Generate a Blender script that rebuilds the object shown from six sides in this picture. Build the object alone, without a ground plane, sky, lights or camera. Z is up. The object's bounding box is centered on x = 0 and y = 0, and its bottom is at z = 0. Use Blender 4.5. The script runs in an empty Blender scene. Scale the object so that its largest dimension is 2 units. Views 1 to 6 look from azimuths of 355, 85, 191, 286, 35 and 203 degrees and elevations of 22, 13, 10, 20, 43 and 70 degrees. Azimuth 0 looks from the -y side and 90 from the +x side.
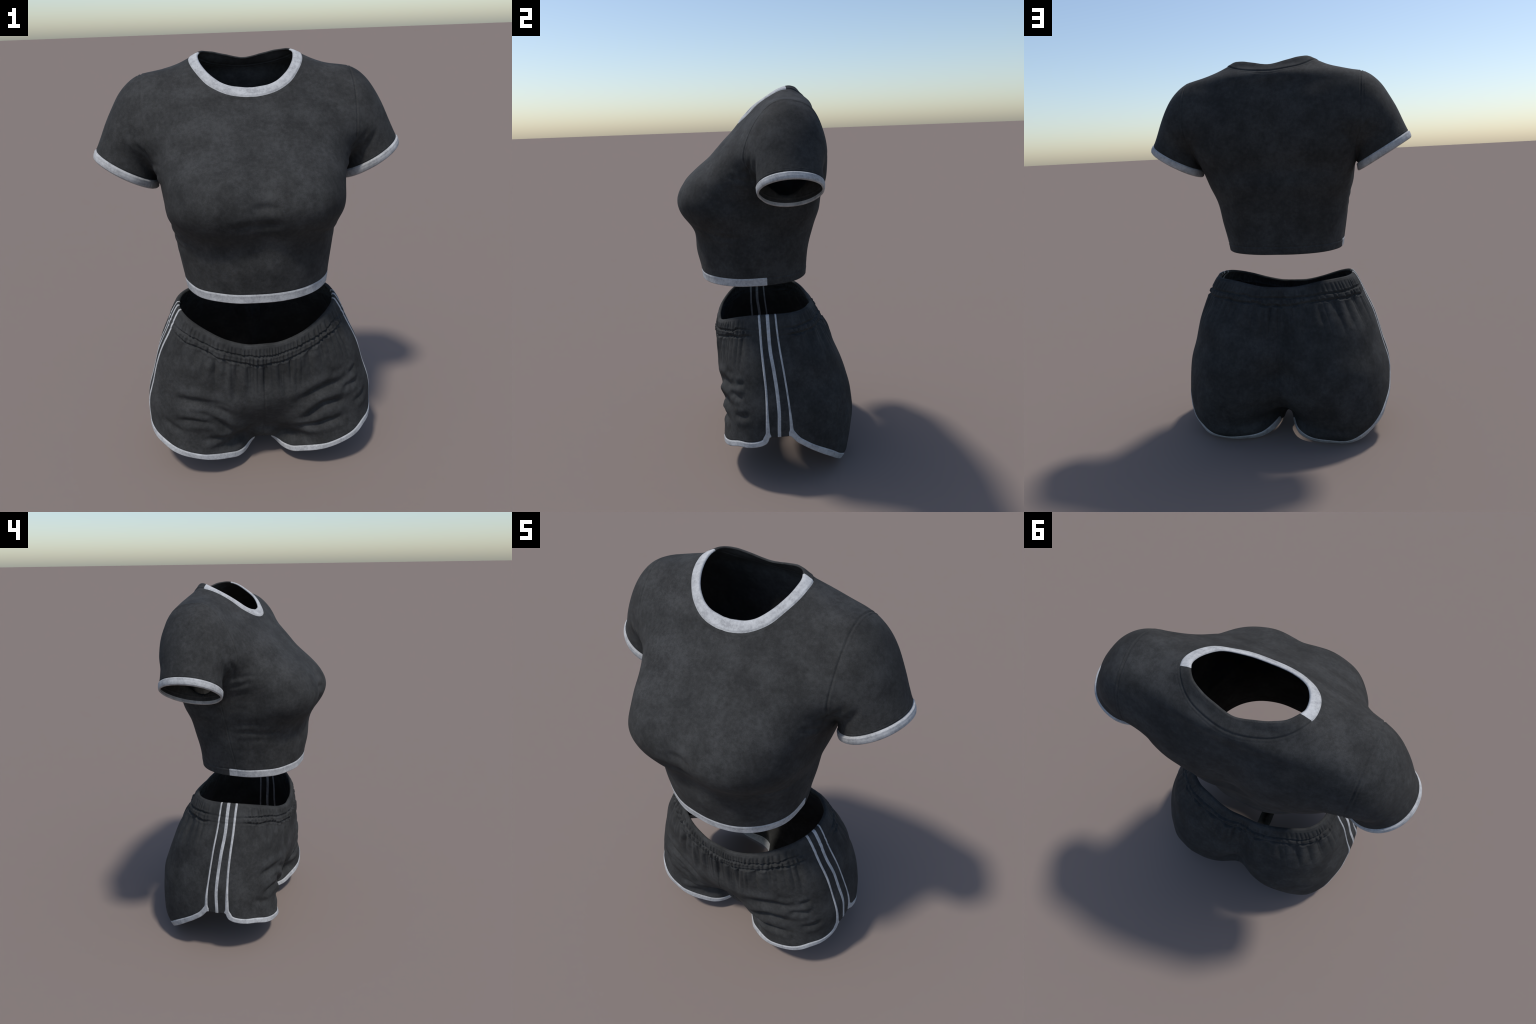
"""Cropped ringer t-shirt floating above matching gym shorts (an empty two-piece outfit).

Each garment is one smooth sheet of cloth: a body form lofted through cross-sections
(superellipses keyed by height) blended with arm and bust / leg forms, trimmed along its
openings, cut into its sewn parts (panels, bands, trims, stripes), given folds and seams as
relief and then a real cloth thickness.
"""
import bpy
import numpy as np
from mathutils import Matrix

# ------------------------------------------------------------------ small maths helpers


def spline(z, keys, vals):
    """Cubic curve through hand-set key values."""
    K = np.asarray(keys, float)
    V = np.asarray(vals, float)
    m = np.gradient(V, K)
    z = np.clip(z, K[0], K[-1])
    i = np.clip(np.searchsorted(K, z, side="right") - 1, 0, len(K) - 2)
    h = K[i + 1] - K[i]
    t = (z - K[i]) / h
    return ((2*t**3 - 3*t**2 + 1)*V[i] + (t**3 - 2*t**2 + t)*h*m[i]
            + (-2*t**3 + 3*t**2)*V[i+1] + (t**3 - t**2)*h*m[i+1])


def blend(a, b, k):
    """Smooth union of two forms."""
    h = np.maximum(k - np.abs(a - b), 0) / k
    return np.minimum(a, b) - h*h*k*.25


def step(x, a, b):
    t = np.clip((x - a) / (b - a), 0, 1)
    return t*t*(3 - 2*t)


def section(u, v, w, d, n):
    """Pseudo distance to a superellipse cross-section with half sizes w, d."""
    r = (np.abs(u/w)**n + np.abs(v/d)**n + 1e-9)**(1/n)
    g = np.sqrt((u/w/w)**2 + (v/d/d)**2 + 1e-9)
    q = np.sqrt((u/w)**2 + (v/d)**2 + 1e-9)
    return (r - 1)*q/g


# ------------------------------------------------------------------ body forms
TORSO_Z = [.90, 1.02, 1.15, 1.28, 1.36, 1.44, 1.54, 1.66, 1.78, 1.86, 1.92, 1.96, 2.00, 2.06]
HIP_Z = [-.05, .0, .05, .11, .18, .27, .38, .50, .62, .74, .84, .92]
TORSO = dict(
    w=[0.313, 0.325, 0.347, 0.368, 0.388, 0.406, 0.441, 0.456, 0.439, 0.399, 0.332, 0.263, 0.192, 0.093],
    yf=[-0.344, -0.345, -0.37, -0.367, -0.366, -0.35, -0.355, -0.264, -0.145, -0.076, -0.03, 0.019, 0.08, 0.13],
    yb=[0.221, 0.234, 0.25, 0.283, 0.307, 0.311, 0.338, 0.342, 0.317, 0.286, 0.264, 0.222, 0.197, 0.169],
    yc=[-0.065, -0.069, -0.061, -0.03, 0.017, 0.059, 0.082, 0.095, 0.104, 0.118, 0.124, 0.125, 0.13, 0.14],
    nf=[2.21, 2.187, 2.035, 2.277, 2.34, 2.157, 2.362, 2.626, 2.744, 2.319, 2.278, 2.261, 2.364, 2.351],
    nb=[2.4, 2.4, 2.5, 2.5, 2.637, 2.85, 2.995, 2.986, 2.764, 2.414, 2.38, 2.272, 2.296, 2.296],
    hb=[0.0, 0.0, 0.008, 0.018, 0.024, 0.028, 0.031, 0.027, 0.017, 0.006, 0.0, 0.0, 0.0, 0.0])
BUST = dict(
    bx=0.1352,
    by=-0.2525,
    bz=1.4314,
    brx=0.2239,
    bry=0.1963,
    brz=0.1354,
    bk=0.1213)
ARM = dict(
    sx=0.5319,
    sy=0.0979,
    sz=1.6162,
    cx=0.5761,
    cy=0.0953,
    cz=1.4741,
    ra=0.122,
    rb=0.153,
    ca=0.1545,
    cb=0.1539,
    rt=0.3004,
    ktop=0.1794,
    kpit=0.0152)
HIP = dict(
    cx=[0.28, 0.275, 0.272, 0.293, 0.307, 0.262, 0.226, 0.143, 0.135, 0.066, 0.069, 0.0],
    w=[0.225, 0.235, 0.242, 0.259, 0.263, 0.313, 0.34, 0.388, 0.361, 0.378, 0.329, 0.345],
    yf=[-0.231, -0.245, -0.269, -0.272, -0.269, -0.258, -0.266, -0.276, -0.282, -0.274, -0.262, -0.259],
    yb=[0.295, 0.346, 0.395, 0.407, 0.426, 0.447, 0.44, 0.411, 0.358, 0.299, 0.241, 0.208],
    yc=[0.049, 0.046, 0.045, 0.045, 0.042, 0.032, 0.02, 0.009, 0.004, 0.004, 0.011, 0.013],
    nf=[2.45, 2.481, 2.552, 2.685, 2.609, 2.513, 2.362, 2.375, 2.218, 2.065, 2.017, 2.006],
    nb=[2.687, 2.838, 2.691, 2.474, 2.287, 2.141, 2.097, 2.264, 2.55, 2.674, 2.746, 2.768],
    ni=[1.718, 1.761, 1.817, 1.839, 1.587, 1.854, 1.938, 2.022, 2.011, 2.0, 1.981, 1.981],
    hb=[0.0, 0.0, 0.0, 0.0, 0.0, 0.014, 0.034, 0.045, 0.04, 0.022, 0.004, 0.0])
BLEND = dict(
    kf=0.0999,
    kb=0.0902,
    k1=0.096)

CUFF_C = np.array([.570, .105, 1.503])
CUFF_N = np.array([.50, -.02, -.866])


def arm_axes():
    a = ARM
    s0 = np.array([a['sx'], a['sy'], a['sz']])
    s1 = np.array([a['cx'], a['cy'], a['cz']])
    ax = s1 - s0
    L = np.linalg.norm(ax)
    ax = ax / L
    sd = np.cross(ax, [0, 1, 0])
    sd /= np.linalg.norm(sd)
    return s0, ax, sd, np.cross(sd, ax), L


def shirt_form(P):
    x, y, z = np.abs(P[:, 0]), P[:, 1], P[:, 2]
    g = {k: spline(z, TORSO_Z, TORSO[k]) for k in TORSO}
    v = y - g['yc']
    front = v < 0
    hollow = g['hb']*np.exp(-(x/.10)**2)          # the hollow along the spine
    d = np.where(front, g['yc'] - g['yf'], g['yb'] - hollow - g['yc'])
    n = np.where(front, g['nf'], g['nb'])
    f = section(x, v, np.maximum(g['w'], .03), np.maximum(d, .03), n)
    b = BUST
    xs = np.sqrt(x*x + .03**2)
    q = np.sqrt(((xs - b['bx'])/b['brx'])**2 + ((y - b['by'])/b['bry'])**2 + ((z - b['bz'])/b['brz'])**2 + 1e-9)
    f = blend(f, (q - 1)*min(b['brx'], b['bry'], b['brz']), b['bk'])
    a = ARM
    s0, ax, sd, yy, L = arm_axes()
    X = np.stack([x, y, z], -1)
    Q = X - s0
    t, u, w = Q @ ax, Q @ sd, Q @ yy
    e = np.sqrt(t*t + .1**2)
    s = np.minimum((t + e)/2/L, 1.6)
    ra = a['ra'] + (a['ca'] - a['ra'])*s
    rb = a['rb'] + (a['cb'] - a['rb'])*s
    r = np.sqrt((u/ra)**2 + (w/rb)**2 + ((t - e)/2/a['rt'])**2 + 1e-9)
    fa = (r - 1)*np.minimum(ra, rb)
    fa = np.maximum(fa, (X - CUFF_C) @ CUFF_N - .025)
    k = a['kpit'] + (a['ktop'] - a['kpit'])*step(z, 1.49, 1.68)
    return blend(f, fa, k)


def shorts_form(P):
    x, y, z = P[:, 0], P[:, 1], P[:, 2]
    g = {k: spline(z, HIP_Z, HIP[k]) for k in HIP}
    v = y - g['yc']
    front = v < 0
    hollow = g['hb']*np.exp(-(x/.06)**2)
    d = np.where(front, g['yc'] - g['yf'], g['yb'] - hollow - g['yc'])
    n = np.where(front, g['nf'], g['nb'])
    q = np.clip((y + .15)/.35, 0, 1)
    k0 = np.maximum(BLEND['kf'] + (BLEND['kb'] - BLEND['kf'])*q*q*(3 - 2*q), .004)
    k = k0 + (BLEND['k1'] - k0)*step(z, .2, .6)
    # the front is one curve above the legs; the seat is fullest nearer the middle
    c = g['cx']*np.where(front, 1 - .85*step(z, .22, .68), 1 - .15*step(z, .10, .20)*step(.45 - z, 0, .15))
    w = g['w'] + g['cx'] - c
    k = k*np.maximum(1 - np.exp(-(c/.07)**2), .03)
    a, b = x - c, -x - c
    legs = blend(section(a, v, w, d, np.where(front & (a < 0), g['ni'], n)),
                 section(b, v, w, d, np.where(front & (b < 0), g['ni'], n)), k)
    e = 2.6
    gusset = (np.abs(x/(.105 + .03*step(.04 - y, 0, .1)))**e + np.abs((y - .04)/np.where(y < .04, .225, .17))**e + np.abs((z - .24)/.138)**e + 1e-9)**(1/e)
    return blend((gusset - 1)*.115, legs, .07)


# ------------------------------------------------------------------ sheet of cloth from a form


def gradient(fn, P, e=1e-3):
    G = np.empty_like(P)
    for i in range(3):
        d = np.zeros(3)
        d[i] = e
        G[:, i] = (fn(P + d) - fn(P - d))/(2*e)
    return G


def settle(fn, P, rounds=3):
    """Pull points onto the surface of the form."""
    for _ in range(rounds):
        f = fn(P)
        G = gradient(fn, P)
        s = -f/np.maximum((G*G).sum(1), 1e-3)
        D = G*s[:, None]
        L = np.linalg.norm(D, axis=1)
        P = P + D*np.minimum(1, .02/np.maximum(L, 1e-9))[:, None]
    return P


def skin(fn, lo, hi, h):
    """Quad skin over the zero surface of a form (one vertex per crossed grid cell)."""
    ax = [np.arange(lo[i], hi[i] + h, h) for i in range(3)]
    n = [len(a) for a in ax]
    F = np.empty(n)
    yy, zz = np.meshgrid(ax[1], ax[2], indexing="ij")
    for i, xv in enumerate(ax[0]):
        F[i] = fn(np.stack([np.full(yy.size, xv), yy.ravel(), zz.ravel()], -1)).reshape(n[1], n[2])
    cn = [m - 1 for m in n]
    acc = np.zeros(cn + [3])
    cnt = np.zeros(cn)
    base = np.stack(np.meshgrid(*[a[:-1] for a in ax], indexing="ij"), -1)
    corners = [(i, j, k) for i in (0, 1) for j in (0, 1) for k in (0, 1)]

    def at(c):
        return F[c[0]:c[0]+cn[0], c[1]:c[1]+cn[1], c[2]:c[2]+cn[2]]
    for c in corners:
        for axis in range(3):
            if c[axis]:
                continue
            e = list(c)
            e[axis] = 1
            A, B = at(c), at(e)
            cross = (A < 0) != (B < 0)
            t = np.where(cross, A/np.where(cross, A - B, 1), 0)
            p = np.array(c, float)*h + base
            p[..., axis] += t*h
            acc += np.where(cross[..., None], p, 0)
            cnt += cross
    ids = -np.ones(cn, int)
    on = cnt > 0
    ids[on] = np.arange(on.sum())
    V = acc[on]/cnt[on][:, None]
    quads = []
    for axis in range(3):
        o1, o2 = [(1, 2), (2, 0), (0, 1)][axis]
        sl = [slice(1, n[i] - 1) for i in range(3)]
        sl[axis] = slice(0, n[axis] - 1)
        A = F[tuple(sl)]
        sl2 = list(sl)
        sl2[axis] = slice(1, n[axis])
        B = F[tuple(sl2)]
        idx = np.argwhere((A < 0) != (B < 0))
        flip = (A < 0)[tuple(idx.T)]
        idx = idx + np.array([0 if i == axis else 1 for i in range(3)])
        q = []
        for d1, d2 in ((-1, -1), (0, -1), (0, 0), (-1, 0)):
            c = idx.copy()
            c[:, o1] += d1
            c[:, o2] += d2
            q.append(ids[tuple(c.T)])
        q = np.stack(q, -1)
        q[~flip] = q[~flip][:, ::-1]
        quads.append(q)
    return V, np.concatenate(quads)


def refine(V, Q):
    """Split every quad into four."""
    E = np.sort(np.stack([Q, np.roll(Q, -1, 1)], -1).reshape(-1, 2), 1)
    U, inv = np.unique(E, axis=0, return_inverse=True)
    inv = inv.reshape(-1, 4)
    m = inv + len(V)
    c = np.arange(len(Q)) + len(V) + len(U)
    V2 = np.concatenate([V, V[U].mean(1), V[Q].mean(1)])
    Q2 = np.concatenate([np.stack([Q[:, i], m[:, i], c, m[:, (i-1) % 4]], -1) for i in range(4)])
    return V2, Q2


class Sheet:
    """Triangle sheet that can be cut along lines where a function on it is zero."""

    def __init__(self, fn, lo, hi, cell, keep):
        self.fn = fn
        V, Q = skin(fn, lo, hi, cell)
        V = settle(fn, V)
        for r in range(2):
            c = V[Q].mean(1)
            Q = Q[keep(c)]
            used = np.unique(Q)
            m = -np.ones(len(V), int)
            m[used] = np.arange(len(used))
            V, Q = V[used], m[Q]
            V, Q = refine(V, Q)
            V = settle(fn, V, 2)
        self.V = V
        self.T = np.concatenate([Q[:, [0, 1, 2]], Q[:, [0, 2, 3]]])
        self.frozen = np.zeros(len(V), bool)
        self.h = cell/4

    def cut(self, g, drop=False):
        """Insert an edge line along g = 0; drop the side where g < 0 if asked."""
        V, T = self.V, self.T
        G = g(V)
        near = np.where((np.abs(G) < 2.5*self.h) & ~self.frozen)[0]
        if len(near):
            P = V[near]
            D = gradient(g, P, 5e-4)
            N = gradient(self.fn, P)
            N /= np.maximum(np.linalg.norm(N, axis=1), 1e-9)[:, None]
            D -= N*(D*N).sum(1)[:, None]
            s = (D*D).sum(1)
            dist = np.abs(G[near])/np.sqrt(np.maximum(s, 1e-6))
            ok = (dist < .33*self.h) & (s > 1e-3)
            i = near[ok]
            P2 = P[ok] - D[ok]*(G[i]/s[ok])[:, None]
            V[i] = settle(self.fn, P2, 1)
            G[i] = 0
            self.frozen[i] = True
        G[np.abs(G) < 1e-7] = 0
        S = np.sign(G)[T]
        mixed = (S.min(1) < 0) & (S.max(1) > 0)
        keepT = T[~mixed]
        M = T[mixed]
        E = np.sort(np.concatenate([M[:, [0, 1]], M[:, [1, 2]], M[:, [2, 0]]]), 1)
        E = E[np.sign(G)[E[:, 0]]*np.sign(G)[E[:, 1]] < 0]
        U = np.unique(E, axis=0)
        t = (G[U[:, 0]]/(G[U[:, 0]] - G[U[:, 1]]))[:, None]
        NV = settle(self.fn, V[U[:, 0]]*(1-t) + V[U[:, 1]]*t, 1)
        look = {(a, b): len(V) + i for i, (a, b) in enumerate(U.tolist())}
        out = []
        sg = np.sign(G)
        for a, b, c in M.tolist():
            for _ in range(3):           # rotate so that 'a' is alone on its side or lies on the line
                sa, sb, sc = sg[a], sg[b], sg[c]
                if sa == 0 or (sb*sc > 0 and sa*sb < 0):
                    break
                a, b, c = b, c, a
            if sa == 0:
                m = look[(min(b, c), max(b, c))]
                out += [(a, b, m), (a, m, c)]
            else:
                p = look[(min(a, b), max(a, b))]
                q = look[(min(a, c), max(a, c))]
                out += [(a, p, q), (p, b, c), (p, c, q)]
        self.V = np.concatenate([V, NV])
        self.frozen = np.concatenate([self.frozen, np.ones(len(NV), bool)])
        self.T = np.concatenate([keepT, np.array(out, int).reshape(-1, 3)]) if out else keepT
        if drop:
            G = np.concatenate([G, np.zeros(len(NV))])
            mx = G[self.T][np.arange(len(self.T)), np.abs(G[self.T]).argmax(1)]
            self.T = self.T[mx > 0]

    def tidy(self):
        a = self.V[self.T]
        area = np.linalg.norm(np.cross(a[:, 1] - a[:, 0], a[:, 2] - a[:, 0]), axis=1)
        self.T = self.T[area > 1e-10]
        used = np.unique(self.T)
        m = -np.ones(len(self.V), int)
        m[used] = np.arange(len(used))
        self.V, self.T = self.V[used], m[self.T]


def vertex_normals(V, T):
    a = V[T]
    N = np.cross(a[:, 1] - a[:, 0], a[:, 2] - a[:, 0])
    out = np.stack([np.bincount(T.ravel(), np.repeat(N[:, i], 3), len(V)) for i in range(3)], -1)
    return out/np.maximum(np.linalg.norm(out, axis=1), 1e-12)[:, None]


def thicken(V, T, label, thick, N0, lining):
    """Give the sheet an inner face and a rounded rim along its openings."""
    N = vertex_normals(V, T)
    n = len(V)
    E = np.concatenate([T[:, [0, 1]], T[:, [1, 2]], T[:, [2, 0]]])
    owner = np.tile(np.arange(len(T)), 3)
    key = np.sort(E, 1)
    U, inv, cnt = np.unique(key, axis=0, return_inverse=True, return_counts=True)
    rim = cnt[inv.ravel()] == 1
    R, ro = E[rim], owner[rim]
    e = V[R[:, 1]] - V[R[:, 0]]
    out = np.cross(e, N[R].mean(1))
    O = np.zeros_like(V)
    for k in (0, 1):
        for i in range(3):
            O[:, i] += np.bincount(R[:, k], out[:, i], n)
    L = np.linalg.norm(O, axis=1)
    O = O/np.maximum(L, 1e-12)[:, None]
    inner = V - N0*thick[:, None]
    rv = np.unique(R)
    mid = np.full(n, -1)
    mid[rv] = 2*n + np.arange(len(rv))
    M = (V[rv] + inner[rv])/2 + O[rv]*(thick[rv]*.5)[:, None]
    allV = np.concatenate([V, inner, M])
    a, b = R[:, 0], R[:, 1]
    rimT = np.concatenate([np.stack(t, -1) for t in (
        (b, a, mid[a]), (b, mid[a], mid[b]), (mid[b], mid[a], a + n), (mid[b], a + n, b + n))])
    allT = np.concatenate([T, T[:, ::-1] + n, rimT])
    lab = np.concatenate([label, lining(label), np.tile(label[ro], 4)])
    return allV, allT, lab


def build_parts(root, V, T, lab, names):
    """Separate the faces by label into part meshes that share the whole garment's normals."""
    N = vertex_normals(V, T)
    for code, (name, mat) in names.items():
        F = T[lab == code]
        if not len(F):
            continue
        used, inv = np.unique(F, return_inverse=True)
        F = inv.reshape(-1, 3)
        me = bpy.data.meshes.new(name)
        me.vertices.add(len(used))
        me.vertices.foreach_set("co", V[used].astype(np.float32).ravel())
        me.loops.add(F.size)
        me.loops.foreach_set("vertex_index", F.astype(np.int32).ravel())
        me.polygons.add(len(F))
        me.polygons.foreach_set("loop_start", np.arange(0, F.size, 3, dtype=np.int32))
        me.polygons.foreach_set("loop_total", np.full(len(F), 3, np.int32))
        me.update(calc_edges=True)
        me.validate()
        me.polygons.foreach_set("use_smooth", np.ones(len(me.polygons), bool))
        me.normals_split_custom_set_from_vertices(N[used].tolist())
        me.materials.append(mat)
        ob = bpy.data.objects.new(name, me)
        bpy.context.scene.collection.objects.link(ob)
        ob.parent = root
        ob.matrix_parent_inverse = Matrix.Translation(-root.location)


# ------------------------------------------------------------------ relief: folds, seams, gathers


def along(P, line):
    """Distance to a polyline and the position 0..1 along it."""
    line = np.asarray(line, float)
    seg = np.linalg.norm(np.diff(line, axis=0), axis=1)
    cum = np.concatenate([[0], np.cumsum(seg)])/seg.sum()
    best = np.full(len(P), 9.)
    pos = np.zeros(len(P))
    for i in range(len(seg)):
        a, d = line[i], line[i+1] - line[i]
        t = np.clip(((P - a) @ d)/(d @ d), 0, 1)
        r = np.linalg.norm(P - a - t[:, None]*d, axis=1)
        m = r < best
        best[m] = r[m]
        pos[m] = (cum[i] + t*(cum[i+1] - cum[i]))[m]
    return best, pos


def smooth_line(pts, n=10):
    pts = np.asarray(pts, float)
    if len(pts) < 3:
        return pts
    k = np.arange(len(pts))
    s = np.linspace(0, len(pts) - 1, n)
    return np.stack([spline(s, k, pts[:, i]) for i in range(3)], -1)


def fold(P, disp, pts, depth, width, start=.35, end=.35, ridge=.45):
    """A crease pressed into the cloth with soft ridges beside it, fading at its ends."""
    line = smooth_line(pts)
    lo, hi = line.min(0) - 5*width, line.max(0) + 5*width
    i = np.where(np.all((P > lo) & (P < hi), axis=1))[0]
    if not len(i):
        return
    d, t = along(P[i], line)
    fade = (step(t, 0, start) if start else 1)*(step(1 - t, 0, end) if end else 1)
    q = d/width
    prof = -np.exp(-q*q) + ridge*np.exp(-((q - 2.0)/1.1)**2)
    disp[i] += depth*prof*fade


def groove(g, width, depth):
    """A stitched seam: narrow dip where g = 0, with the cloth puffed a little beside it."""
    q = g/width
    return depth*(-np.exp(-q*q) + .35*np.exp(-((np.abs(q) - 2.4)/1.2)**2))


def wobble(P, scale, seed):
    """Soft irregular waves, for cloth that never lies quite flat."""
    r = np.random.default_rng(seed)
    out = np.zeros(len(P))
    for _ in range(14):
        d = r.normal(size=3)
        d /= np.linalg.norm(d)
        out += np.sin(P @ d*(6.283/scale)*r.uniform(.6, 1.5) + r.uniform(0, 6.283))
    return out/14**.5


def pleats(s, pitch, seed, power=.9):
    """Elastic gathers: rounded puffs of uneven width and height with narrow valleys between."""
    r = np.random.default_rng(seed)
    w = pitch*r.uniform(.55, 1.5, 400)
    edge = np.cumsum(w) - w.sum()/2
    amp = r.uniform(.45, 1.15, 400)
    i = np.clip(np.searchsorted(edge, s), 1, 399)
    t = (s - edge[i-1])/(edge[i] - edge[i-1])
    return amp[i]*np.maximum(np.sin(np.pi*np.clip(t, 0, 1)), 0)**power - .5


def ripple(s, period, seed):
    """Irregular gathers along an arc length s."""
    r = np.random.default_rng(seed)
    n = 4000
    v = r.normal(size=n)
    u = s/period + 1000
    i = np.floor(u).astype(int) % (n - 1)
    t = u - np.floor(u)
    t = t*t*(3 - 2*t)
    return v[i]*(1 - t) + v[i+1]*t


# ------------------------------------------------------------------ materials


def cloth(name, dark, mid, light, blotch, fleck, bump, rough=.85, sheen=.0):
    m = bpy.data.materials.new(name)
    m.use_nodes = True
    nt = m.node_tree
    N, L = nt.nodes, nt.links
    bsdf = N["Principled BSDF"]
    bsdf.inputs["Roughness"].default_value = rough
    bsdf.inputs["Specular IOR Level"].default_value = SPEC
    bsdf.inputs["Sheen Weight"].default_value = sheen
    bsdf.inputs["Sheen Roughness"].default_value = .4
    tc = N.new("ShaderNodeTexCoord")

    def noise(scale, detail, rgh=.6, warp=0):
        n = N.new("ShaderNodeTexNoise")
        n.inputs["Scale"].default_value = scale
        n.inputs["Detail"].default_value = detail
        n.inputs["Roughness"].default_value = rgh
        n.inputs["Distortion"].default_value = warp
        L.new(tc.outputs["Object"], n.inputs["Vector"])
        return n.outputs["Fac"]

    def add(a, b, wa, wb):
        p = N.new("ShaderNodeMath")
        p.operation = "MULTIPLY"
        L.new(a, p.inputs[0])
        p.inputs[1].default_value = wa
        q = N.new("ShaderNodeMath")
        q.operation = "MULTIPLY_ADD"
        L.new(b, q.inputs[0])
        q.inputs[1].default_value = wb
        L.new(p.outputs[0], q.inputs[2])
        return q.outputs[0]
    big = noise(blotch, 8, .68)
    small = noise(fleck, 4, .6)
    grain = noise(fleck*5, 2, .6)
    fac = add(add(big, small, .56, .26), grain, 1, .18)
    ramp = N.new("ShaderNodeValToRGB")
    cr = ramp.color_ramp
    cr.elements[0].position, cr.elements[0].color = .40, (*dark, 1)
    cr.elements[1].position, cr.elements[1].color = .60, (*light, 1)
    e = cr.elements.new(.5)
    e.color = (*mid, 1)
    L.new(fac, ramp.inputs["Fac"])
    L.new(ramp.outputs["Color"], bsdf.inputs["Base Color"])
    weave = noise(420, 2, .7)
    bm = N.new("ShaderNodeBump")
    bm.inputs["Strength"].default_value = bump
    bm.inputs["Distance"].default_value = .002
    L.new(add(weave, small, .6, .6), bm.inputs["Height"])
    L.new(bm.outputs["Normal"], bsdf.inputs["Normal"])
    return m


SPEC = .2
DARK = cloth("charcoal_jersey", (.0195, .0198, .0197), (.0295, .0300, .0299), (.0435, .0443, .0447), 8, 60, .3)
WHITE = cloth("pale_grey_rib", (.275, .279, .285), (.38, .385, .390), (.455, .460, .465), 26, 110, .3)


def thing(name, label, category, base):
    e = bpy.data.objects.new(name, None)
    e.empty_display_size = .1
    e.location = (0, 0, base)
    e["label"] = label
    e["category"] = category
    bpy.context.scene.collection.objects.link(e)
    return e


# ================================================================== the t-shirt
NECK_PHI = [0, 15, 31, 45, 58, 72, 87, 98, 104, 115, 131, 150, 165, 180]
NECK_IN = [.159, .162, .173, .185, .195, .201, .208, .211, .207, .197, .170, .147, .140, .139]
NECK_OUT = [.187, .191, .201, .212, .225, .236, .245, .247, .243, .232, .211, .189, .180, .177]
HEM_Z, HEM_BAND = 1.000, 1.040
CUFF_BAND = .033


def neck_polar(P):
    dx, dy = np.abs(P[:, 0]), P[:, 1] - .08
    return np.degrees(np.arctan2(dx, -dy)), np.hypot(dx, dy)


def g_neck(P, table):
    phi, r = neck_polar(P)
    return np.maximum(r - spline(phi, NECK_PHI, table), 1.70 - P[:, 2])


def cuff_plane(P):
    X = np.stack([np.abs(P[:, 0]), P[:, 1], P[:, 2]], -1)
    return (X - CUFF_C) @ CUFF_N, X[:, 0]


def g_cuff(P):
    d, x = cuff_plane(P)
    return np.minimum(d, (x - .412)*2)                 # only on the sleeve, not on the torso


def g_cuff_band(P):
    d, x = cuff_plane(P)
    return np.minimum(d + CUFF_BAND, (x - .415)*2)


def g_cuff_turn(P):
    d, x = cuff_plane(P)
    return np.minimum(d + .013, (x - .415)*2)          # how far the pale cuff turns inside


def g_sleeve(P):
    xs = spline(P[:, 2], [1.30, 1.44, 1.475, 1.52, 1.56, 1.62, 1.70, 2.0], [.418, .417, .416, .420, .428, .447, .452, .452])
    return np.abs(P[:, 0]) - xs


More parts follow.
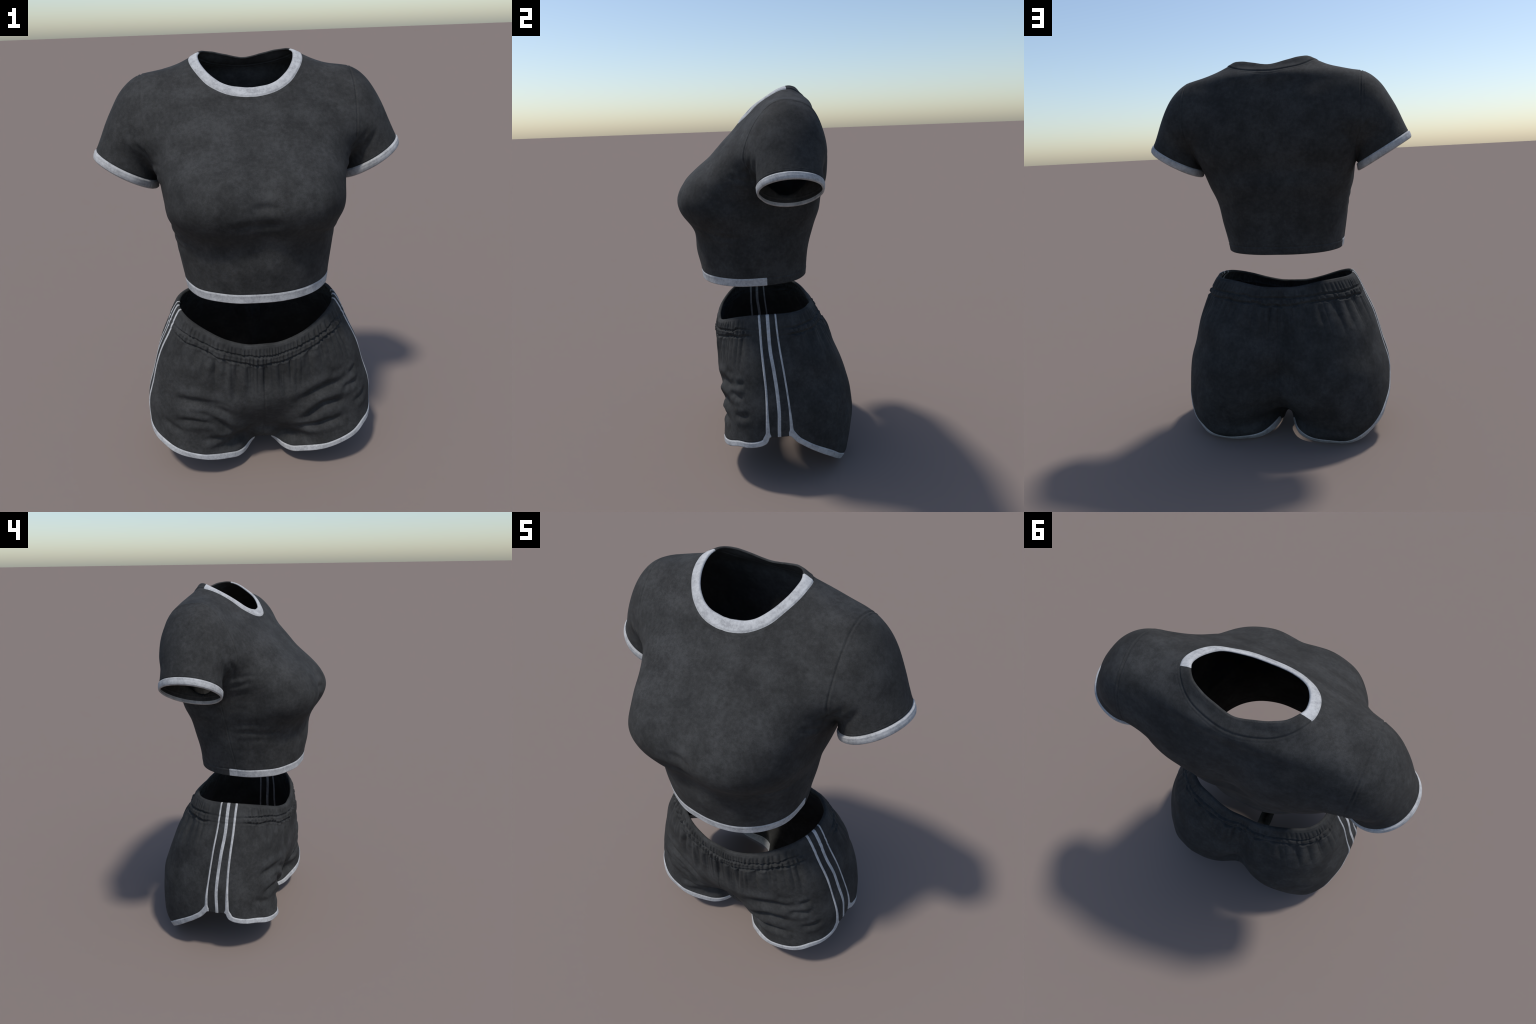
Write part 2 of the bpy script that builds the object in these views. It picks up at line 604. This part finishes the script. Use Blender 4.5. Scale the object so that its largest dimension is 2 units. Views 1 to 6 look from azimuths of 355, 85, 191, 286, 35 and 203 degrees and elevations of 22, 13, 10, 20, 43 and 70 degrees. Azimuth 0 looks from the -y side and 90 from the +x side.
def make_shirt():
    sh = Sheet(shirt_form, (-.80, -.52, .96), (.80, .42, 2.03), .015,
               lambda c: (c[:, 2] > .975) & (g_neck(c, NECK_IN) > -.04) & (g_cuff(c) < .03))
    sh.cut(lambda P: g_neck(P, NECK_IN), True)
    sh.cut(lambda P: P[:, 2] - HEM_Z, True)
    sh.cut(lambda P: -g_cuff(P), True)
    sh.cut(lambda P: g_neck(P, NECK_OUT))
    sh.cut(lambda P: P[:, 2] - HEM_BAND)
    sh.cut(g_cuff_band)
    sh.cut(g_sleeve)
    sh.cut(g_cuff_turn)
    white_neck = lambda P: np.maximum(g_neck(P, NECK_OUT), P[:, 1] - .128)
    white_hem = lambda P: np.maximum(P[:, 2] - HEM_BAND, P[:, 1] + .008)
    sh.cut(lambda P: np.maximum(g_neck(P, NECK_OUT) - .02, P[:, 1] - .128))
    sh.cut(lambda P: np.maximum(P[:, 2] - HEM_BAND - .02, P[:, 1] + .008))
    sh.tidy()
    V, T = sh.V, sh.T
    C = V[T].mean(1)
    lab = np.zeros(len(T), int)
    lab[g_sleeve(C) > 0] = 1
    lab[g_cuff_band(C) > 0] = 2
    left = C[:, 0] > 0
    lab[((lab == 1) | (lab == 2)) & left] += 10
    lab[C[:, 2] < HEM_BAND] = 5
    lab[white_hem(C) < 0] = 6
    lab[g_neck(C, NECK_OUT) < 0] = 3
    lab[white_neck(C) < 0] = 4

    # relief on the sheet
    x, y, z = V.T
    D = np.zeros(len(V))
    gn = g_neck(V, NECK_OUT)
    gi = g_neck(V, NECK_IN)
    D += .0030*step(-gn, -.001, .006)*step(gi, -.004, .010) + groove(gn, .003, .0009)
    D += groove(gn - .010, .002, .0006)
    D += groove(z - HEM_BAND, .003, .0014) + .0012*step(HEM_BAND - z, 0, .006)
    gc = g_cuff_band(V)
    D += .0045*step(gc, -.001, .006)*step(CUFF_BAND - gc, -.006, .014) + groove(gc, .003, .002) + groove(gc + .010, .002, .0009)
    gs = g_sleeve(V)
    up = step(z, 1.45, 1.53)
    D += groove(gs, .0030, .0025)*up + groove(gs - .013, .0024, .0014)*up*step(y, .0, .12)
    side_y = spline(z, [1.0, 1.06, 1.135, 1.224, 1.321, 1.425], [-.055, -.05, -.037, -.023, -.012, .004])
    D += groove(y - side_y, .0025, .0013)*step(1.47 - z, 0, .04)*(np.abs(x) > .2)
    D += .0012*wobble(V, .16, 3)
    for pts, depth, width in SHIRT_FOLDS:
        fold(V, D, pts, depth*.6, width*1.2)
    D *= 1.0
    N0 = vertex_normals(V, T)
    V = V + N0*D[:, None]
    thick = .0055 + .003*step(-gn, 0, .01) + .004*step(gc, 0, .01)
    turned = (g_cuff_turn(C) > 0)*1
    inside = {2: 1, 12: 11, 4: 3, 6: 5}            # the pale trims are dark on the inside
    V, T, lab = thicken(V, T, lab, thick, N0, lambda a: np.where((a % 10 == 2) & (turned > 0), a, np.array([inside.get(k, k) for k in range(20)])[a]))
    root = thing("cropped_t_shirt", "charcoal cropped t-shirt with pale grey ringer trim", "t-shirt", 1.0)
    build_parts(root, V, T, lab, {
        0: ("torso", DARK), 1: ("sleeve", DARK), 11: ("sleeve", DARK), 2: ("sleeve_cuff", WHITE), 12: ("sleeve_cuff", WHITE),
        3: ("collar", DARK), 4: ("collar_trim", WHITE), 5: ("hem_band", DARK), 6: ("hem_trim", WHITE)})


SHIRT_FOLDS = [
    # soft folds across and under the bust
    ([(-.060, -.439, 1.443), (.011, -.427, 1.441), (.090, -.444, 1.441)], .011, .014),
    ([(-.16, -.43, 1.364), (-.056, -.429, 1.371), (.019, -.421, 1.371), (.12, -.435, 1.378)], .008, .015),
    ([(-.24, -.369, 1.321), (-.182, -.366, 1.284), (-.101, -.377, 1.271)], .002, .018),
    ([(.17, -.416, 1.346), (.268, -.32, 1.29), (.341, -.184, 1.256), (.372, -.06, 1.262)], .005, .012),
    ([(-.26, -.31, 1.262), (-.325, -.21, 1.253), (-.357, -.115, 1.262), (-.362, -.032, 1.247)], .005, .011),
    ([(-.353, -.218, 1.319), (-.372, -.128, 1.315), (-.372, -.044, 1.293)], .004, .013),
    ([(-.294, -.271, 1.225), (-.342, -.145, 1.215), (-.357, -.044, 1.206)], .003, .014),
    # pulls running out of the armpits
    ([(-.378, -.201, 1.570), (-.420, -.108, 1.562), (-.455, -.059, 1.538)], .005, .010),
    ([(-.389, -.184, 1.545), (-.413, -.104, 1.520), (-.430, -.042, 1.495)], .005, .010),
    ([(-.388, -.182, 1.478), (-.400, -.099, 1.474), (-.409, -.034, 1.469)], .003, .012),
    ([(-.387, -.161, 1.392), (-.393, -.095, 1.396), (-.395, -.027, 1.386)], .0025, .012),
    ([(.378, -.201, 1.572), (.412, -.120, 1.550), (.440, -.060, 1.525)], .005, .010),
    ([(.390, -.180, 1.520), (.400, -.100, 1.505), (.420, -.030, 1.480)], .003, .012),
    # pulls on the sleeves
    ([(-.495, -.074, 1.667), (-.457, -.088, 1.614), (-.430, -.094, 1.565)], .005, .009),
    ([(-.544, -.054, 1.672), (-.517, -.067, 1.614), (-.476, -.062, 1.556)], .004, .010),
    ([(.513, -.063, 1.701), (.483, -.078, 1.634), (.447, -.091, 1.599), (.410, -.14, 1.570)], .006, .009),
    ([(.553, -.048, 1.680), (.528, -.065, 1.607), (.467, -.063, 1.554)], .005, .010),
    ([(.500, .262, 1.68), (.470, .275, 1.62), (.440, .262, 1.56)], .003, .010),
    ([(-.505, .262, 1.69), (-.475, .275, 1.62), (-.440, .262, 1.56)], .004, .009),
]

# ================================================================== the shorts
LEG_C = (.31, .08)
LEG_PHI = [-180, -164, -145, -124, -106, -92, -76, -62, -52, -43, -33, -20, -8, 4, 14, 24, 35, 45, 53, 59, 62, 63.3, 64.2, 65.0, 66.5, 75, 84.5, 85.8, 86.8, 89, 93, 101, 115, 131, 146, 158, 168, 180]
LEG_Z = [.004, .004, .010, .026, .042, .062, .080, .098, .090, .075, .080, .107, .128, .146, .165, .184, .207, .214, .224, .237, .250, .264, .278, .281, .281, .281, .281, .281, .279, .268, .247, .219, .174, .122, .070, .034, .013, .004]
WAIST_PHI = [0, 18, 30, 43, 55, 68, 80, 90, 103, 115, 127, 138, 150, 162, 180]
WAIST_TOP = [.746, .749, .761, .781, .806, .832, .850, .857, .858, .858, .856, .850, .838, .828, .824]
WAIST_MID = [.692, .699, .713, .732, .753, .773, .786, .792, .797, .798, .797, .793, .784, .779, .773]
WAIST_LOW = [.650, .659, .678, .699, .721, .742, .757, .760, .762, .764, .764, .761, .751, .744, .737]
STRIPE_Z = [.25, .32, .40, .50, .60, .70, .80, .87]
STRIPE_FRONT = [-.052, -.052, -.051, -.050, -.055, -.060, -.061, -.062]
STRIPE_MID = [.005, .006, .009, .005, -.005, -.017, -.019, -.019]
STRIPE_BACK = [.070, .068, .064, .055, .044, .032, .024, .022]


def leg_polar(P):
    dx, dy = np.abs(P[:, 0]) - LEG_C[0], P[:, 1] - LEG_C[1]
    return np.degrees(np.arctan2(dx, -dy)), np.hypot(dx, dy)


def g_leg(P):
    g = P[:, 2] - spline(leg_polar(P)[0], LEG_PHI, LEG_Z)
    return np.maximum(g, (.034 - np.abs(P[:, 0]))*1.5)      # the crotch strip stays whole


def waist_phi(P):
    return np.degrees(np.arctan2(np.abs(P[:, 0]), -(P[:, 1] + .03)))


def g_waist(P, table):
    return spline(waist_phi(P), WAIST_PHI, table) - P[:, 2]


def leg_edge():
    """The hem line of one leg, found on the surface of the form."""
    phi = np.linspace(-180, 180, 721)
    a = np.radians(phi)
    z = spline(phi, LEG_PHI, LEG_Z)
    lo, hi = np.full(len(phi), .02), np.full(len(phi), .55)
    for _ in range(30):
        r = (lo + hi)/2
        P = np.stack([LEG_C[0] + r*np.sin(a), LEG_C[1] - r*np.cos(a), z], -1)
        inside = shorts_form(P) < 0
        lo, hi = np.where(inside, r, lo), np.where(inside, hi, r)
    return phi, P


EDGE_PHI, EDGE = leg_edge()
TRIM_LINE = EDGE[(EDGE_PHI < 63.5) | (EDGE_PHI > 87.5)]


def near_trim(P):
    """Distance to the bound leg edge (not the side notch)."""
    X = np.stack([np.abs(P[:, 0]), P[:, 1], P[:, 2]], -1)
    out = np.full(len(P), .5)
    i = np.where(P[:, 2] < .40)[0]
    for c in range(0, len(i), 20000):
        j = i[c:c+20000]
        A = X[j]
        d2 = (A*A).sum(1)[:, None] + (TRIM_LINE*TRIM_LINE).sum(1)[None] - 2*A @ TRIM_LINE.T
        out[j] = np.sqrt(np.maximum(d2.min(1), 0))
    return out


def stripe(P, table, half):
    return np.maximum(np.abs(P[:, 1] - spline(P[:, 2], STRIPE_Z, table)) - half, .2 - np.abs(P[:, 0]))


def g_trim(P):
    n = near_trim(P) - .026 - .006*step(P[:, 1], .15, .3) - .012*step(P[:, 1], .08, .2)*step(.3 - np.abs(P[:, 0]), 0, .12)
    w = .0058 + .0045*step(.45 - P[:, 2], 0, .16)
    s = np.minimum(stripe(P, STRIPE_FRONT, w), stripe(P, STRIPE_BACK, w - .0012))
    front = spline(P[:, 2], STRIPE_Z, STRIPE_FRONT) + w
    back = spline(P[:, 2], STRIPE_Z, STRIPE_BACK) - w
    panel = np.minimum(np.minimum(P[:, 1] - front, back - P[:, 1]), np.abs(P[:, 0]) - .3)
    n = np.maximum(np.maximum(n, panel), .042 - .014*step(P[:, 1], -.05, .1) - np.abs(P[:, 0]))
    return blend(n, s, .022)


def g_mid(P):
    return stripe(P, STRIPE_MID, .0085)


def make_shorts():
    sh = Sheet(shorts_form, (-.68, -.36, -.01), (.68, .55, .90), .0125,
               lambda c: (g_leg(c) > -.03) & (g_waist(c, WAIST_TOP) > -.03))
    sh.cut(lambda P: g_waist(P, WAIST_TOP), True)
    sh.cut(g_leg, True)
    sh.cut(g_trim)
    sh.cut(g_mid)
    sh.cut(lambda P: g_waist(P, WAIST_LOW))
    sh.tidy()
    V, T = sh.V, sh.T
    C = V[T].mean(1)
    y_split = spline(C[:, 2], STRIPE_Z, STRIPE_MID)
    lab = np.where(C[:, 1] < y_split, 0, 1)
    panel = (C[:, 1] > spline(C[:, 2], STRIPE_Z, STRIPE_FRONT)) & (C[:, 1] < spline(C[:, 2], STRIPE_Z, STRIPE_BACK)) & (np.abs(C[:, 0]) > .3)
    right = (C[:, 0] > 0)*10
    lab = np.where(panel, 2 + right, lab)
    lab = np.where(g_waist(C, WAIST_LOW) < 0, 3, lab)
    lab = np.where(g_trim(C) < 0, np.where(C[:, 1] < y_split, 4, 5) + right, lab)
    lab = np.where(g_mid(C) < 0, 6 + right, lab)

    x, y, z = V.T
    D = np.zeros(len(V))
    top, mid, low = (g_waist(V, t) for t in (WAIST_TOP, WAIST_MID, WAIST_LOW))
    phi = np.radians(waist_phi(V))*np.sign(x)
    arc = phi*.34
    tame = 1 - .95*step(.13 - np.abs(y + .015), 0, .05)*step(np.abs(x), .25, .33)   # flatter across the side stripes
    puff1, puff2 = pleats(arc, .021, 21), pleats(arc, .024, 22)
    m2 = mid + (.0020*ripple(arc, .040, 11) + .0020*puff2)*tame
    l2 = low + (.0030*ripple(arc, .050, 12) + .0045*puff2)*tame
    band1 = step(top, 0, .012)*step(-m2, 0, .010)
    band2 = step(m2, 0, .010)*step(-l2, 0, .010)
    lively = 1 - .35*step(np.abs(phi), 1.4, 1.8)
    D += (.0040*band1 + .0055*band2)*(.15 + .85*tame)
    D += (.0095*puff1*band1*step(top, .004, .030) + .0125*puff2*band2)*tame*lively
    D += (groove(m2, .0040, .0034) + groove(l2, .0045, .0042))*(.15 + .85*tame)
    under = step(l2, .0, .014)*step(.20 - l2, 0, .19)
    D += under*(.0150*pleats(arc, .085, 41, .8) + .0070*pleats(arc, .034, 44))*tame*(z > .4)
    gt = g_trim(V)
    D += .0022*step(-gt, -.001, .004) + groove(gt, .0028, .0014)
    gm = g_mid(V)
    D += .0006*step(-gm, -.001, .003) + groove(gm, .002, .0005)
    D += groove(x, .003, .0022)*(z > .08)*step(l2, .0, .02)
    D += .0014*wobble(V, .15, 5)
    for pts, depth, width in SHORTS_FOLDS:
        fold(V, D, pts, depth*1.7, width*1.5)
    N0 = vertex_normals(V, T)
    V = V + N0*D[:, None]
    thick = .0055 + .010*step(.03 - top, 0, .03)
    V, T, lab = thicken(V, T, lab, thick, N0, lambda a: a)
    root = thing("gym_shorts", "charcoal elastic waist shorts with pale side stripes", "shorts", 0)
    build_parts(root, V, T, lab, {
        0: ("front_panel", DARK), 1: ("back_panel", DARK), 2: ("side_panel", DARK), 12: ("side_panel", DARK), 3: ("waistband", DARK),
        4: ("front_trim", WHITE), 14: ("front_trim", WHITE), 5: ("back_trim", WHITE), 15: ("back_trim", WHITE),
        6: ("side_stripe", WHITE), 16: ("side_stripe", WHITE)})


SHORTS_FOLDS = [
    # gathers hanging from the waistband, front
    ([(-.261, -.26, .715), (-.303, -.258, .561)], .006, .011),
    ([(-.208, -.275, .686), (-.236, -.275, .607)], .005, .010),
    ([(-.134, -.286, .690), (-.138, -.269, .452)], .006, .010),
    ([(.010, -.295, .660), (.008, -.275, .498)], .003, .008),
    ([(.090, -.291, .670), (.105, -.263, .421)], .006, .011),
    ([(.202, -.276, .700), (.201, -.28, .590)], .005, .011),
    ([(.284, -.252, .725), (.292, -.256, .650)], .004, .010),
    ([(-.355, -.209, .745), (-.366, -.222, .640)], .004, .011),
    # creases across the right thigh (viewer's left)
    ([(-.476, -.167, .454), (-.371, -.236, .456), (-.277, -.262, .433), (-.195, -.266, .398), (-.136, -.251, .328)], .009, .015),
    ([(-.381, -.239, .398), (-.292, -.261, .390), (-.228, -.262, .346), (-.188, -.254, .291), (-.119, -.208, .216)], .010, .013),
    ([(-.460, -.208, .338), (-.379, -.243, .349), (-.283, -.26, .343), (-.206, -.256, .294)], .007, .011),
    ([(-.500, -.170, .350), (-.444, -.22, .308), (-.383, -.243, .297)], .004, .011),
    ([(-.320, -.258, .247), (-.203, -.253, .231), (-.119, -.195, .193)], .006, .011),
    ([(-.370, -.235, .473), (-.251, -.266, .458), (-.156, -.269, .443)], .004, .012),
    # creases across the left thigh
    ([(.112, -.261, .405), (.203, -.269, .451), (.285, -.26, .480), (.393, -.221, .493), (.448, -.176, .524)], .009, .016),
    ([(.169, -.249, .277), (.229, -.262, .348), (.298, -.26, .391), (.428, -.222, .375)], .010, .014),
    ([(.117, -.214, .228), (.193, -.252, .261), (.301, -.255, .281), (.428, -.228, .300)], .008, .012),
    ([(.364, -.241, .436), (.422, -.21, .453), (.488, -.156, .447)], .006, .011),
    ([(.310, -.255, .546), (.400, -.213, .545)], .004, .013),
    ([(.434, -.221, .351), (.494, -.178, .362), (.530, -.128, .380)], .005, .011),
    ([(.419, -.203, .505), (.470, -.151, .530)], .004, .010),
    # gathers at the back
    ([(.124, .305, .740), (.101, .362, .624)], .004, .009),
    ([(.084, .309, .740), (.065, .376, .599)], .004, .008),
    ([(.185, .292, .745), (.170, .342, .649)], .003, .009),
    ([(-.069, .31, .740), (-.083, .35, .653)], .004, .008),
    ([(-.103, .307, .740), (-.079, .397, .546)], .004, .008),
    ([(-.223, .275, .755), (-.238, .341, .636)], .006, .012),
    ([(-.342, .216, .760), (-.388, .299, .609)], .005, .013),
]

make_shirt()
make_shorts()
